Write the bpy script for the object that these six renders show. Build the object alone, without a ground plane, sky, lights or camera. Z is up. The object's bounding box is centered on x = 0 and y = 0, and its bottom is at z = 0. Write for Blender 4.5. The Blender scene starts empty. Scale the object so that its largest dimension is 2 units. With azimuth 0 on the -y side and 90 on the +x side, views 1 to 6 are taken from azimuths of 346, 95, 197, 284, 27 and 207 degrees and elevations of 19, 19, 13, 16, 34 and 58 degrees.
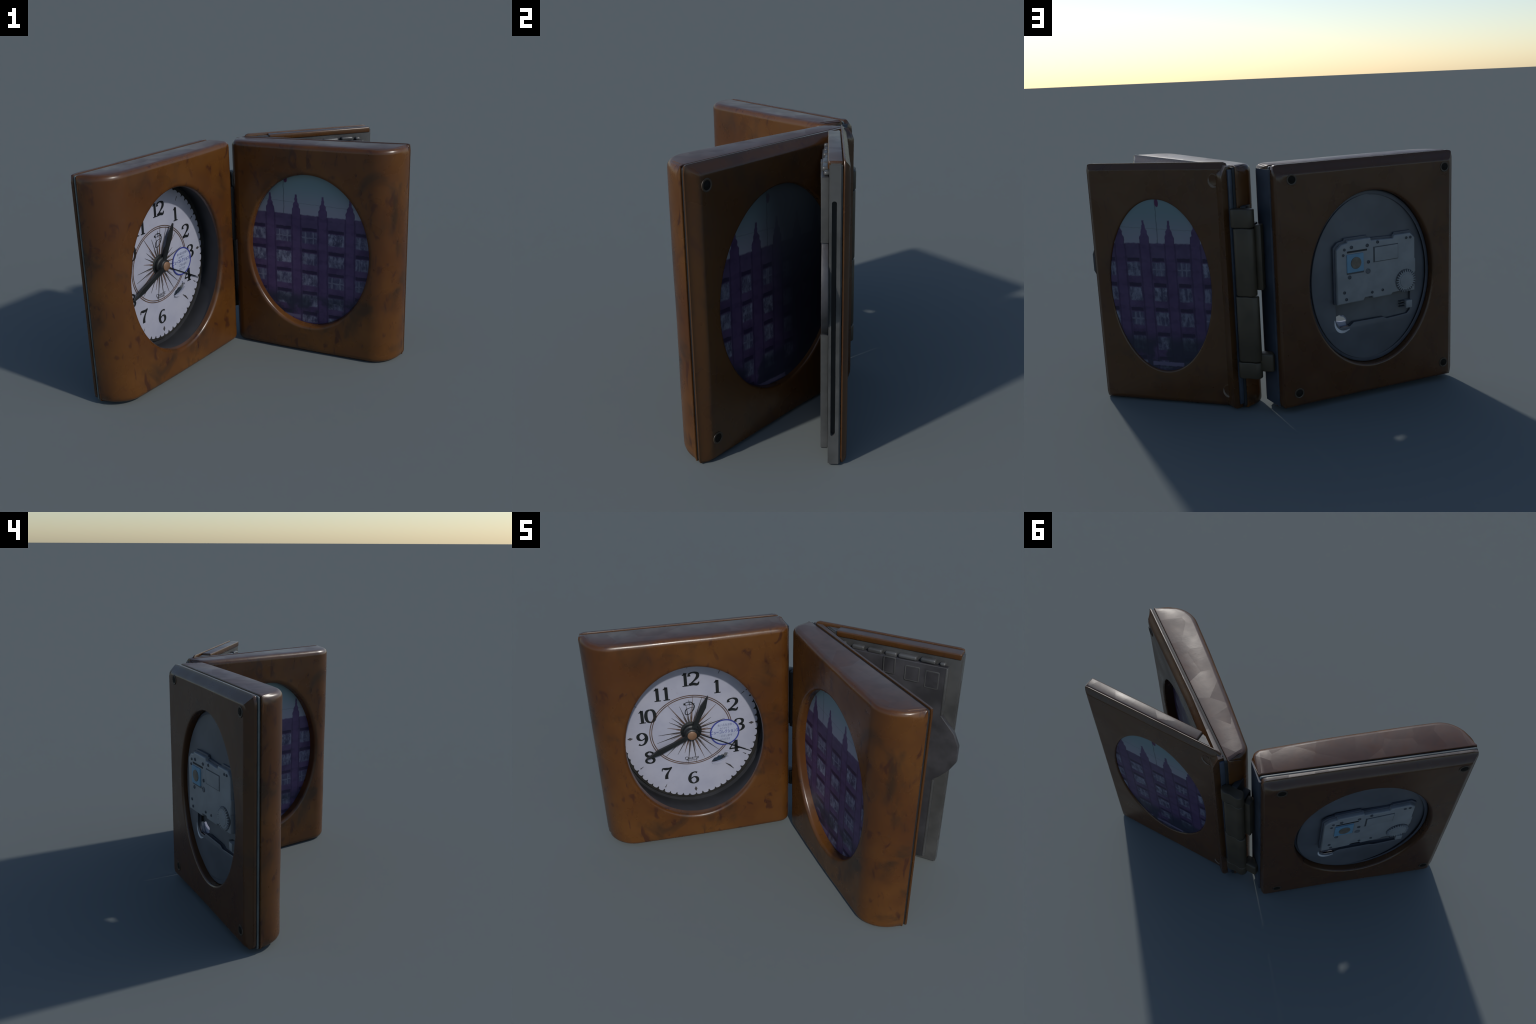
import bpy, bmesh, math, random
import numpy as np
from mathutils import Matrix, Vector, noise

random.seed(7)
PI = math.pi

# ------------------------------------------------------------------ node kit
class Val:
    """A shader socket with arithmetic, so masks can be written as formulas."""
    def __init__(self, tree, sock): self.t, self.s = tree, sock
    def _m(self, op, *others):
        n = self.t.nodes.new("ShaderNodeMath"); n.operation = op
        for i, o in enumerate((self,) + others):
            if isinstance(o, Val): self.t.links.new(o.s, n.inputs[i])
            else: n.inputs[i].default_value = float(o)
        return Val(self.t, n.outputs[0])
    def __add__(s, o): return s._m("ADD", o)
    __radd__ = __add__
    def __sub__(s, o): return s._m("SUBTRACT", o)
    def __rsub__(s, o): return (s * -1.0) + o
    def __mul__(s, o): return s._m("MULTIPLY", o)
    __rmul__ = __mul__
    def __truediv__(s, o): return s._m("DIVIDE", o)
    def abs(s): return s._m("ABSOLUTE")
    def min(s, o): return s._m("MINIMUM", o)
    def max(s, o): return s._m("MAXIMUM", o)
    def floor(s): return s._m("FLOOR")
    def fract(s): return s._m("FRACT")
    def step(s, lo, hi):
        n = s.t.nodes.new("ShaderNodeMapRange"); n.interpolation_type = "SMOOTHSTEP"
        s.t.links.new(s.s, n.inputs[0])
        a, b, x, y = (lo, hi, 0.0, 1.0) if lo < hi else (hi, lo, 1.0, 0.0)
        for i, q in zip((1, 2, 3, 4), (a, b, x, y)): n.inputs[i].default_value = q
        return Val(s.t, n.outputs[0])


class Mat:
    def __init__(self, name, rough=0.45, metallic=0.0, spec=0.5):
        self.m = bpy.data.materials.new(name); self.m.use_nodes = True
        self.t = self.m.node_tree; self.b = self.t.nodes["Principled BSDF"]
        self.b.inputs["Roughness"].default_value = rough
        self.b.inputs["Metallic"].default_value = metallic
        self.b.inputs["Specular IOR Level"].default_value = spec
        c = self.t.nodes.new("ShaderNodeTexCoord"); self.co = c.outputs["Object"]
    def node(self, kind, **kw):
        n = self.t.nodes.new(kind)
        for k, v in kw.items(): setattr(n, k, v)
        return n
    def xyz(self, sock=None):
        n = self.node("ShaderNodeSeparateXYZ"); self.t.links.new(sock or self.co, n.inputs[0])
        return [Val(self.t, o) for o in n.outputs]
    def shifted(self, off=(0, 0, 0), scale=(1, 1, 1)):
        n = self.node("ShaderNodeMapping"); self.t.links.new(self.co, n.inputs[0])
        n.inputs["Location"].default_value = off; n.inputs["Scale"].default_value = scale
        return n.outputs[0]
    def noise(self, scale, detail=3, rough=0.55, vec=None, dist=0.0):
        n = self.node("ShaderNodeTexNoise"); self.t.links.new(vec or self.co, n.inputs["Vector"])
        n.inputs["Scale"].default_value = scale; n.inputs["Detail"].default_value = detail
        n.inputs["Roughness"].default_value = rough; n.inputs["Distortion"].default_value = dist
        return Val(self.t, n.outputs["Fac"])
    def mix(self, fac, a, b, mode="MIX"):
        n = self.node("ShaderNodeMix", data_type="RGBA", blend_type=mode)
        for sock, v in ((n.inputs[0], fac), (n.inputs[6], a), (n.inputs[7], b)):
            if isinstance(v, Val): self.t.links.new(v.s, sock)
            elif isinstance(v, bpy.types.NodeSocket): self.t.links.new(v, sock)
            elif isinstance(v, (int, float)): sock.default_value = v
            else: sock.default_value = (*v, 1.0)
        return n.outputs[2]
    def color(self, c):
        if isinstance(c, bpy.types.NodeSocket): self.t.links.new(c, self.b.inputs["Base Color"])
        else: self.b.inputs["Base Color"].default_value = (*c, 1)
        return self
    def rough(self, v): self.t.links.new(v.s, self.b.inputs["Roughness"]); return self
    def bump(self, h, strength=0.2, dist=0.005, normal=None):
        n = self.node("ShaderNodeBump"); n.inputs["Strength"].default_value = strength
        n.inputs["Distance"].default_value = dist
        self.t.links.new(h.s, n.inputs["Height"])
        if normal is not None: self.t.links.new(normal, n.inputs["Normal"])
        self.t.links.new(n.outputs[0], self.b.inputs["Normal"]); return self


def plain(name, col, rough=0.5, metallic=0.0, var=0.18, scale=9.0, bump=0.0, spec=0.5):
    """One colour, mottled gently with noise."""
    m = Mat(name, rough, metallic, spec)
    f = m.noise(scale, 4).step(0.3, 0.7)
    dark = tuple(c * (1 - var) for c in col); light = tuple(c * (1 + var) for c in col)
    m.color(m.mix(f, dark, light))
    if bump: m.bump(m.noise(scale * 8, 3), bump, 0.004)
    return m.m


def amber_plastic(name, off, base, dark, red, bright, blotch=1.0, top_tone=(0.088, 0.068, 0.070)):
    """Tortoiseshell plastic: amber, with smoky patches, reddish streaks and a duller, greyer top."""
    m = Mat(name, 0.32, 0.0, 0.5)
    big = m.noise(2.6, 3, 0.5, m.shifted(off))
    c = m.mix(big.step(0.34, 0.66), base, bright)
    smoke = m.noise(4.2, 4, 0.6, m.shifted((off[0] + 7, off[1], off[2] + 3)), 0.6).step(0.50, 0.72)
    c = m.mix(smoke * (0.80 * blotch), c, dark)
    streak = m.noise(11, 3, 0.5, m.shifted((off[0] + 2, off[1] + 5, off[2]), (1.7, 1.7, 0.75)), 0.8).step(0.585, 0.70)
    c = m.mix(streak * (0.72 * blotch), c, red)
    grain = m.noise(60, 3, 0.6, m.shifted(off))
    c = m.mix(grain.step(0.62, 0.80) * 0.28, c, (0.085, 0.066, 0.050))
    # greyer colour on upward faces near the top edge
    g = m.node("ShaderNodeNewGeometry")
    nz = m.xyz(g.outputs["Normal"])[2]
    rag = m.noise(14, 3, 0.6, m.shifted(off))
    top = (nz + (rag - 0.5) * 0.35).step(0.70, 0.93) * m.xyz()[2].step(1.28, 1.32)
    topc = m.mix(rag.step(0.35, 0.7), top_tone, tuple(0.78 * q for q in top_tone))
    c = m.mix(top * (rag.step(0.25, 0.6) * 0.25 + 0.68), c, topc)
    m.color(c)
    # the top breaks into little flat facets
    v = m.node("ShaderNodeTexVoronoi"); v.inputs["Scale"].default_value = 6.5
    v.inputs["Randomness"].default_value = 1.0
    m.t.links.new(m.shifted(off, (1, 1, 0.2)), v.inputs["Vector"])
    s = m.node("ShaderNodeVectorMath", operation="SUBTRACT"); m.t.links.new(v.outputs["Color"], s.inputs[0])
    s.inputs[1].default_value = (0.5, 0.5, 0.5)
    k = m.node("ShaderNodeVectorMath", operation="SCALE"); m.t.links.new(s.outputs[0], k.inputs[0])
    m.t.links.new((top * 0.10).s, k.inputs["Scale"])
    a = m.node("ShaderNodeVectorMath", operation="ADD")
    m.t.links.new(k.outputs[0], a.inputs[0]); m.t.links.new(g.outputs["Normal"], a.inputs[1])
    z = m.node("ShaderNodeVectorMath", operation="NORMALIZE"); m.t.links.new(a.outputs[0], z.inputs[0])
    m.rough(m.noise(7, 3, 0.5, m.shifted(off)).step(0.2, 0.8) * 0.14 + 0.23 + top * 0.12)
    m.bump(m.noise(28, 4, 0.6, m.shifted(off)), 0.10, 0.004, z.outputs[0])
    return m.m


def photograph(name, u0, pitch, tip, mirror=False, fade=None, squash=1.0, bright=1.0):
    """Printed picture of a long brick building with pinnacled piers and rows of windows."""
    m = Mat(name, 0.42, 0.0, 0.30)
    X, Y, Z = m.xyz()
    u = (X * (-1.0 if mirror else 1.0)) + u0
    wob = m.noise(30, 3, 0.6)
    u = u + (wob - 0.5) * 0.012
    v = (Z - tip) / squash + (m.noise(34, 3, 0.6, m.shifted((3, 1, 2))) - 0.5) * 0.012   # 0 at the pinnacle tips, negative downward
    bay = u / pitch
    f = (bay + 0.5).fract() - 0.5                    # 0 on a pier axis
    pd = f.abs() * pitch                             # distance from the pier axis
    b = lambda *c: tuple(q * bright for q in c)
    # sky
    sky = m.mix(v.step(0.08, -0.13), b(0.160, 0.235, 0.258), b(0.240, 0.245, 0.300))
    pole_u = (u - pitch * 0.53).abs()
    sky = m.mix(pole_u.step(0.0045, 0.002) * 0.5, sky, b(0.040, 0.055, 0.065))
    wires = ((v + 0.040 + (u * 2.2)._m("SINE") * 0.02).abs()).step(0.004, 0.001)
    sky = m.mix(wires * 0.25, sky, b(0.045, 0.065, 0.075))
    flag = (((u - pitch * 0.60) / 0.012)._m("POWER", 2.0) + ((v - 0.100) / 0.024)._m("POWER", 2.0)).step(1.1, 0.7)
    sky = m.mix(flag, sky, b(0.080, 0.020, 0.075))
    # brick
    tone = m.noise(9, 4, 0.6, m.shifted((1, 2, 5)))
    wall = m.mix(tone.step(0.3, 0.7), b(0.050, 0.029, 0.082), b(0.090, 0.058, 0.132))
    # window rows hang below the cornice
    row = (v * -1.0 - 0.205) / 0.142
    rf = row.fract()
    inrow = row.step(-0.02, 0.02) * row.step(4.55, 4.45)
    across = pd.step(0.034, 0.042)
    lintel = across * rf.step(0.17, 0.12) * inrow
    lit = across * rf.step(0.15, 0.22) * rf.step(0.76, 0.68) * inrow
    cell = m.node("ShaderNodeTexWhiteNoise", noise_dimensions="2D")
    cx = m.node("ShaderNodeCombineXYZ")
    m.t.links.new((bay).floor().s, cx.inputs[0]); m.t.links.new(row.floor().s, cx.inputs[1])
    m.t.links.new(cx.outputs[0], cell.inputs["Vector"])
    rnd = Val(m.t, cell.outputs["Value"])
    pane = m.noise(26, 4, 0.7, m.shifted((4, 0, 9), (1.6, 1, 0.8))).step(0.36, 0.66)
    glass = m.mix(pane, b(0.045, 0.042, 0.086), b(0.235, 0.245, 0.320))
    glass = m.mix(rnd * 0.75, glass, b(0.062, 0.056, 0.112))
    bars = ((pd - 0.062).abs().step(0.006, 0.003)).max((rf - 0.46).abs().step(0.04, 0.02) * rnd.step(0.6, 0.75))
    glass = m.mix(bars * (rnd * 0.5 + 0.1), glass, b(0.185, 0.190, 0.250))
    cornice = ((v + 0.155).abs()).step(0.055, 0.045)
    wall = m.mix(cornice * 0.35 * across, wall, b(0.085, 0.068, 0.135))
    wall = m.mix(lit, wall, glass)
    wall = m.mix(lintel * 0.8, wall, b(0.013, 0.010, 0.034))
    pier = pd.step(0.031, 0.026)
    wall = m.mix(pier, wall, m.mix(tone.step(0.2, 0.8), b(0.058, 0.033, 0.095), b(0.090, 0.057, 0.135)))
    edge = ((pd - 0.030).abs()).step(0.007, 0.002)
    wall = m.mix(edge * 0.5, wall, b(0.022, 0.015, 0.050))
    # trees and doorway at the foot
    low = v.step(-0.62, -0.70)
    tree = m.noise(6, 4, 0.6, m.shifted((8, 3, 1))).step(0.36, 0.50) * low
    wall = m.mix(tree * 0.85, wall, b(0.018, 0.024, 0.042))
    step_ = ((v + 0.815).abs()).step(0.014, 0.008) * ((u - pitch * 0.6).abs()).step(0.10, 0.09)
    wall = m.mix(step_, wall, b(0.115, 0.100, 0.170))
    course = (v * 90.0 + tone * 4.0)._m("SINE").step(-0.2, 0.9) * m.noise(22, 3, 0.6).step(0.4, 0.65)
    wall = m.mix(course * 0.28, wall, b(0.020, 0.013, 0.045))
    # outline: roof line plus tapering pinnacles with a shoulder
    roof = v.step(-0.118, -0.128)
    spire = ((v * -0.30 + ((v * 190.0)._m("SINE")) * 0.0022) - pd).step(-0.003, 0.003) * v.step(0.004, 0.0)
    needle = pd.step(0.008, 0.005) * v.step(0.008, 0.0)
    house = roof.max(spire * pd.step(0.031, 0.027)).max(needle)
    c = m.mix(house, sky, wall)
    if fade:                                         # picture fades to dark blue-grey toward one side
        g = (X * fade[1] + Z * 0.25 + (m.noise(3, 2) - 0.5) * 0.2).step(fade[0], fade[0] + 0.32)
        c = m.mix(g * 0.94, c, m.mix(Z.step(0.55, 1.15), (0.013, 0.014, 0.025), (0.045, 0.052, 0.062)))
    speck = m.noise(120, 2, 0.6).step(0.68, 0.8)
    c = m.mix(speck * 0.12, c, (0.10, 0.09, 0.08))
    m.color(c)
    m.bump(m.noise(40, 3), 0.06, 0.003)
    return m.m


# --------------------------------------------------------------- mesh kit
def finish(name, verts, faces, mat, parent=None, angle=38, recalc=True):
    me = bpy.data.meshes.new(name); me.from_pydata([tuple(v) for v in verts], [], faces)
    if recalc:
        bm = bmesh.new(); bm.from_mesh(me)
        bmesh.ops.remove_doubles(bm, verts=bm.verts, dist=1e-6)
        bmesh.ops.recalc_face_normals(bm, faces=bm.faces); bm.to_mesh(me); bm.free()
    me.polygons.foreach_set("use_smooth", [True] * len(me.polygons))
    me.set_sharp_from_angle(angle=math.radians(angle))
    me.materials.append(mat)
    ob = bpy.data.objects.new(name, me); bpy.context.scene.collection.objects.link(ob)
    ob.parent = parent
    return ob


def rings(loops, close=False, cap_first=False, cap_last=False):
    n = len(loops[0]); V = [p for l in loops for p in l]; F = []
    for k in range(len(loops) - 1 + (1 if close else 0)):
        a, b = k * n, ((k + 1) % len(loops)) * n
        for i in range(n):
            j = (i + 1) % n
            F.append((a + i, a + j, b + j, b + i))
    if cap_first: F.append(tuple(range(n)))
    if cap_last: F.append(tuple(range((len(loops) - 1) * n, len(loops) * n)))
    return V, F


def slab(name, outer, holes, t0, t1, mat, parent, bevel=0.0, tilt=None, angle=40, res=2):
    """Flat plate in the (x, z) plane from an outline with holes; t0 front, t1 back."""
    cu = bpy.data.curves.new(name, "CURVE"); cu.dimensions = "2D"; cu.fill_mode = "BOTH"
    for pts in [outer] + list(holes):
        sp = cu.splines.new("POLY"); sp.points.add(len(pts) - 1); sp.use_cyclic_u = True
        for q, (x, z) in zip(sp.points, pts): q.co = (x, z, 0, 1)
    cu.extrude = max((t1 - t0) / 2 - bevel, 1e-4); cu.bevel_depth = bevel; cu.bevel_resolution = res
    cu.offset = -bevel
    tmp = bpy.data.objects.new("tmp", cu); bpy.context.scene.collection.objects.link(tmp)
    me0 = tmp.evaluated_get(bpy.context.evaluated_depsgraph_get()).to_mesh()
    mid = (t0 + t1) / 2
    V = [(v.co.x, mid - v.co.z + (tilt(v.co.x, v.co.y) if tilt else 0.0), v.co.y) for v in me0.vertices]
    F = [tuple(p.vertices) for p in me0.polygons]
    bpy.data.objects.remove(tmp); bpy.data.curves.remove(cu)
    return finish(name, V, F, mat, parent, angle)


def ellipse(c, a, b, n=128, a0=0.0): return [(c[0] + a * math.cos(a0 + 2 * PI * i / n), c[1] + b * math.sin(a0 + 2 * PI * i / n)) for i in range(n)]


def rect(x0, x1, z0, z1, r=0.0, seg=5):
    if r <= 0: return [(x0, z0), (x1, z0), (x1, z1), (x0, z1)]
    P = []
    for cx, cz, a in ((x1 - r, z0 + r, -PI / 2), (x1 - r, z1 - r, 0), (x0 + r, z1 - r, PI / 2), (x0 + r, z0 + r, PI)):
        for i in range(seg + 1):
            q = a + PI / 2 * i / seg; P.append((cx + r * math.cos(q), cz + r * math.sin(q)))
    return P


def cylinder(name, c, r, t0, t1, mat, parent, n=40, bevel=0.002, tilt=None):
    return slab(name, ellipse(c, r, r, n), [], t0, t1, mat, parent, bevel, tilt)


def lathe(name, c, prof, mat, parent, n=48, sx=1.0, sz=1.0):
    """Profile of (radius, t) spun about the thickness axis."""
    L = [[(c[0] + sx * r * math.cos(2 * PI * i / n), t, c[1] + sz * r * math.sin(2 * PI * i / n)) for i in range(n)] for r, t in prof]
    V, F = rings(L)
    return finish(name, V, F, mat, parent)


def catmull(P, per=8):
    out = []
    for i in range(len(P) - 1):
        p0, p1, p2, p3 = P[max(i - 1, 0)], P[i], P[i + 1], P[min(i + 2, len(P) - 1)]
        for k in range(per):
            t = k / per
            out.append(tuple(0.5 * (2 * b + (c - a) * t + (2 * a - 5 * b + 4 * c - d) * t * t + (3 * b - a - 3 * c + d) * t ** 3) for a, b, c, d in zip(p0, p1, p2, p3)))
    out.append(tuple(P[-1]))
    return out


def ribbon(path, t0, t1):
    """Solid flat stroke along (x, z, width) points."""
    V, F = [], []
    n = len(path)
    for i, (x, z, w) in enumerate(path):
        a, b = path[max(i - 1, 0)], path[min(i + 1, n - 1)]
        d = Vector((b[0] - a[0], b[1] - a[1])); d = d.normalized() if d.length > 1e-9 else Vector((1, 0))
        nx, nz = -d.y * w / 2, d.x * w / 2
        V += [(x + nx, t0, z + nz), (x - nx, t0, z - nz), (x - nx, t1, z - nz), (x + nx, t1, z + nz)]
    for i in range(n - 1):
        for k in range(4):
            F.append((4 * i + k, 4 * i + (k + 1) % 4, 4 * i + 4 + (k + 1) % 4, 4 * i + 4 + k))
    F += [(0, 1, 2, 3), (4 * n - 4, 4 * n - 3, 4 * n - 2, 4 * n - 1)]
    return V, F


def gather(parts):
    V, F = [], []
    for v, f in parts:
        o = len(V); V += v; F += [tuple(i + o for i in q) for q in f]
    return V, F


# --------------------------------------------------------- case geometry
def plan_distance(poly, s, t):
    """Signed distance (negative inside) to a closed plan outline, vectorised."""
    best = np.full(s.shape, 1e9); inside = np.zeros(s.shape, bool)
    n = len(poly)
    for i in range(n):
        (ax, ay), (bx, by) = poly[i], poly[(i + 1) % n]
        ex, ey = bx - ax, by - ay
        h = np.clip(((s - ax) * ex + (t - ay) * ey) / (ex * ex + ey * ey + 1e-12), 0, 1)
        best = np.minimum(best, np.hypot(s - ax - h * ex, t - ay - h * ey))
        cross = ((ay > t) != (by > t)) & (s < (bx - ax) * (t - ay) / (by - ay + 1e-15) + ax)
        inside ^= cross
    return np.where(inside, -best, best)


def outline_and_oval(s0, s1, z0, z1, r, oval, n=288):
    """Matching points on a rounded rectangle and on the oval opening inside it."""
    (cs, cz), a, b = oval
    th = [2 * PI * i / n for i in range(n)]
    for cx, cy in ((s0, z0), (s1, z0), (s1, z1), (s0, z1)):
        q = math.atan2((cy - cz) / b, (cx - cs) / a) % (2 * PI)
        k = min(range(n), key=lambda i: abs(((th[i] - q + PI) % (2 * PI)) - PI)); th[k] = q
    R, O = [], []
    for q in th:
        dx, dz = a * math.cos(q), b * math.sin(q)
        k = min([((s1 if dx > 0 else s0) - cs) / dx if abs(dx) > 1e-9 else 1e9, ((z1 if dz > 0 else z0) - cz) / dz if abs(dz) > 1e-9 else 1e9])
        x, z = cs + k * dx, cz + k * dz
        ix, iz = min(max(x, s0 + r), s1 - r), min(max(z, z0 + r), z1 - r)
        d = math.hypot(x - ix, z - iz)
        if d > r: x, z = ix + (x - ix) * r / d, iz + (z - iz) * r / d
        R.append((x, z)); O.append((cs + dx, cz + dz))
    return np.array(R), np.array(O)


def wave(s, z, seed, amp):
    return amp * (noise.noise(Vector((s * 3.1 + seed, z * 3.1, seed * 1.7))) + 0.35 * noise.noise(Vector((s * 9 + seed, z * 9, seed))))


def panel(name, mat, parent, sx, span, zz, corner, t_back, height, oval, lip, t_in, seed, rings_n=46, amp=0.003, back_gap=0.03, warp=None):
    """Frame from its back rim, round the outside, over the face, into the oval opening.
    height(s, z) gives the face; sx mirrors s into local x; sgn tells which way the face looks."""
    R, O = outline_and_oval(span[0], span[1], zz[0], zz[1], corner, oval)
    sgn = 1 if t_in > height(np.array([oval[0][0]]), np.array([zz[0] + 0.06]))[0] else -1   # +1: face looks to -t
    C = np.array(oval[0])
    Ro = O + (O - C) / np.linalg.norm(O - C, axis=1)[:, None] * lip
    L = []
    ctr = R.mean(0)
    inward = (ctr - R) / np.linalg.norm(ctr - R, axis=1)[:, None]
    for d, tt in ((back_gap, t_back), (0.006, t_back), (0.0015, t_back - sgn * 0.002), (0.0, t_back - sgn * 0.006)):
        L.append([(p[0], tt, p[1]) for p in (R + inward * d)])
    for k in range(1, rings_n + 1):
        w = (k / rings_n) ** 1.9
        P = R * (1 - w) + Ro * w
        T = height(P[:, 0], P[:, 1])
        T = sgn * np.minimum(sgn * T, sgn * (t_back - sgn * 0.007))
        L.append([(p[0], t + wave(p[0], p[1], seed, amp) * min(1, 6 * w), p[1]) for p, t in zip(P, T)])
    Tb = np.array([q[1] for q in L[-1]])
    for k in range(1, 6):
        q = PI / 2 * k / 5
        P = O + (Ro - O) * (1 - math.sin(q))
        T = Tb + sgn * lip * (1 - math.cos(q))
        L.append([(p[0], t, p[1]) for p, t in zip(P, T)])
    L.append([(p[0], t_in, p[1]) for p in O])
    V, F = rings(L)
    V = [(sx * (s + (warp(s, t) if warp else 0.0)), t, z) for s, t, z in V]
    return finish(name, V, F, mat, parent, 42)


def front_height(poly, z0, z1, r):
    zc, hz = (z0 + z1) / 2, (z1 - z0) / 2
    def f(s, z):
        lo, hi = np.full(s.shape, -0.3), np.full(s.shape, 0.40)
        for _ in range(34):
            m = (lo + hi) / 2
            dx = plan_distance(poly, s, m) + r; dz = np.abs(z - zc) - hz + r
            d = np.minimum(np.maximum(dx, dz), 0) + np.hypot(np.maximum(dx, 0), np.maximum(dz, 0)) - r
            hi = np.where(d <= 0, m, hi); lo = np.where(d <= 0, lo, m)
        return hi
    return f


def case_plan(s0, s1, ta, tb, tback, round_free=(0.175, 0.18), round_hinge=0.06, swell=0.0):
    """Plan of a case half: flat slightly tilted face, small round at the hinge, big round at the free end."""
    P = [(s0, 0.7)]
    bulge = lambda k: 4 * k * (1 - k)
    face = lambda s: ta + (tb - ta) * (s - s0) / (s1 - s0) - swell * bulge((s - s0) / (s1 - s0))
    r = round_hinge
    for i in range(9):
        q = PI / 2 * i / 8
        P.append((s0 + r - r * math.cos(q), face(s0 + r) + r - r * math.sin(q)))
    for k in range(1, 8):
        q = s0 + r + (s1 - round_free[0] - s0 - r) * k / 8; P.append((q, face(q)))
    a = round_free[0]; b = tback - face(s1 - a)
    for i in range(25):
        q = PI / 2 * i / 24
        P.append((s1 - a + a * math.sin(q), tback - b * math.cos(q)))
    P.append((s1, 0.7))
    return P


def back_height(s0, s1, z0, z1, t_face, t_rim, top, free, low=0.018, hinge=0.006, slope=0.0):
    """Back plate face with sloped borders along the top and the free side."""
    def f(s, z):
        drop = lambda d, w: np.clip(1 - d / w, 0, 1)
        e = np.maximum.reduce([drop(z1 - z, top), drop(s1 - s, free), 0.7 * drop(z - z0, low) ** 2, 0.5 * drop(s - s0, hinge)])
        e = 0.5 * e + 0.5 * e * e * (3 - 2 * e)
        return t_face + slope * np.clip((s0 + 0.45 - s) / 0.45, 0, 1) - (t_face - t_rim) * e
    return f


# ------------------------------------------------------------- materials
BASE, DARK, RED, BRIGHT = (0.074, 0.0255, 0.006), (0.028, 0.0155, 0.008), (0.034, 0.0105, 0.007), (0.106, 0.0405, 0.008)
M_caseA = amber_plastic("amber_plastic_clock", (0, 0, 0), BASE, DARK, RED, BRIGHT, 1.0, (0.080, 0.045, 0.035))
M_caseB = amber_plastic("amber_plastic_photo", (11, 3, 6), BASE, DARK, RED, BRIGHT, 1.0, (0.082, 0.053, 0.045))
M_backA = amber_plastic("brown_plastic_back", (21, 5, 2), (0.064, 0.0255, 0.009), (0.040, 0.021, 0.011), (0.046, 0.016, 0.009), (0.074, 0.031, 0.010), 0.7, (0.088, 0.074, 0.066))
M_backB = amber_plastic("brown_plastic_inner", (31, 9, 4), (0.062, 0.025, 0.007), (0.035, 0.020, 0.010), (0.042, 0.016, 0.009), (0.076, 0.031, 0.008), 0.7, (0.085, 0.070, 0.065))
M_backC = amber_plastic("brown_plastic_cover", (41, 2, 8), (0.066, 0.0265, 0.009), (0.042, 0.022, 0.011), (0.048, 0.017, 0.009), (0.076, 0.032, 0.010), 0.7, (0.082, 0.056, 0.048))
M_steel = plain("dull_steel", (0.078, 0.079, 0.078), 0.38, 0.15, 0.22, 7, 0.10)
M_plate = plain("grey_inner_plate", (0.041, 0.040, 0.044), 0.48, 0.0, 0.38, 6, 0.2)
M_band = plain("grey_green_band", (0.10, 0.115, 0.115), 0.42, 0.1, 0.2, 8)
M_gap = plain("dark_gap", (0.012, 0.013, 0.015), 0.6, 0, 0.2, 8)
M_navy = plain("dark_blue_grey_side", (0.040, 0.050, 0.070), 0.42, 0.0, 0.25, 5)
M_hinge = plain("olive_black_hinge", (0.049, 0.037, 0.022), 0.5, 0.0, 0.18, 9, 0.06)
M_wall = plain("charcoal_recess", (0.026, 0.027, 0.031), 0.5, 0, 0.2, 6)
M_bezel = plain("black_dial_rim", (0.028, 0.027, 0.025), 0.4, 0.1, 0.25, 12)
M_black = plain("black_enamel", (0.010, 0.012, 0.013), 0.38, 0, 0.2, 20)
M_brownink = plain("bronze_ink", (0.115, 0.072, 0.055), 0.45, 0.2, 0.35, 30)
M_darkink = plain("grey_ink", (0.050, 0.045, 0.046), 0.5, 0, 0.4, 40)
M_cap = plain("copper_cap", (0.19, 0.105, 0.060), 0.42, 0.1, 0.12, 20)
M_sticker = plain("pale_sticker", (0.36, 0.39, 0.50), 0.4, 0, 0.06, 20)
M_blueink = plain("blue_ink", (0.035, 0.045, 0.23), 0.45, 0, 0.15, 20)
M_greyblue = plain("faded_ink", (0.20, 0.22, 0.32), 0.5, 0, 0.2, 20)
M_disc = plain("blue_grey_disc", (0.086, 0.092, 0.106), 0.45, 0, 0.13, 5, 0.05)
M_discrim = plain("slate_rim", (0.060, 0.066, 0.084), 0.45, 0, 0.15, 6)
M_box = plain("pale_grey_movement", (0.215, 0.225, 0.235), 0.45, 0, 0.08, 12, 0.04)
M_boxdark = plain("slate_recess", (0.060, 0.065, 0.075), 0.5, 0, 0.15, 10)
M_bay = plain("battery_bay_grey", (0.105, 0.110, 0.120), 0.5, 0, 0.15, 6, 0.05)
M_sky = plain("sky_blue_plastic", (0.12, 0.24, 0.34), 0.45, 0, 0.1, 10)
M_coin = plain("brown_knob", (0.135, 0.115, 0.092), 0.45, 0.1, 0.25, 25)
M_white = plain("torn_bright_edge", (0.50, 0.50, 0.52), 0.4, 0, 0.2, 20)

m = Mat("lavender_white_dial", 0.42, 0.0, 0.4)
f = m.noise(6, 4).step(0.3, 0.7)
c = m.mix(f, (0.315, 0.325, 0.405), (0.365, 0.37, 0.445))
c = m.mix(m.noise(70, 3).step(0.62, 0.75) * 0.35, c, (0.30, 0.27, 0.30))
m.color(c); m.bump(m.noise(50, 3), 0.08, 0.003); M_dial = m.m

M_photoF = photograph("building_photo_front", -0.093, 0.178, 1.035)
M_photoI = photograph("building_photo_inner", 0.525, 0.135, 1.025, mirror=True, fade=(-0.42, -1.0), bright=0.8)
M_photoC = photograph("building_photo_cover", 0.625, 0.152, 1.064, mirror=True, squash=1.02, bright=0.85)

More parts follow.
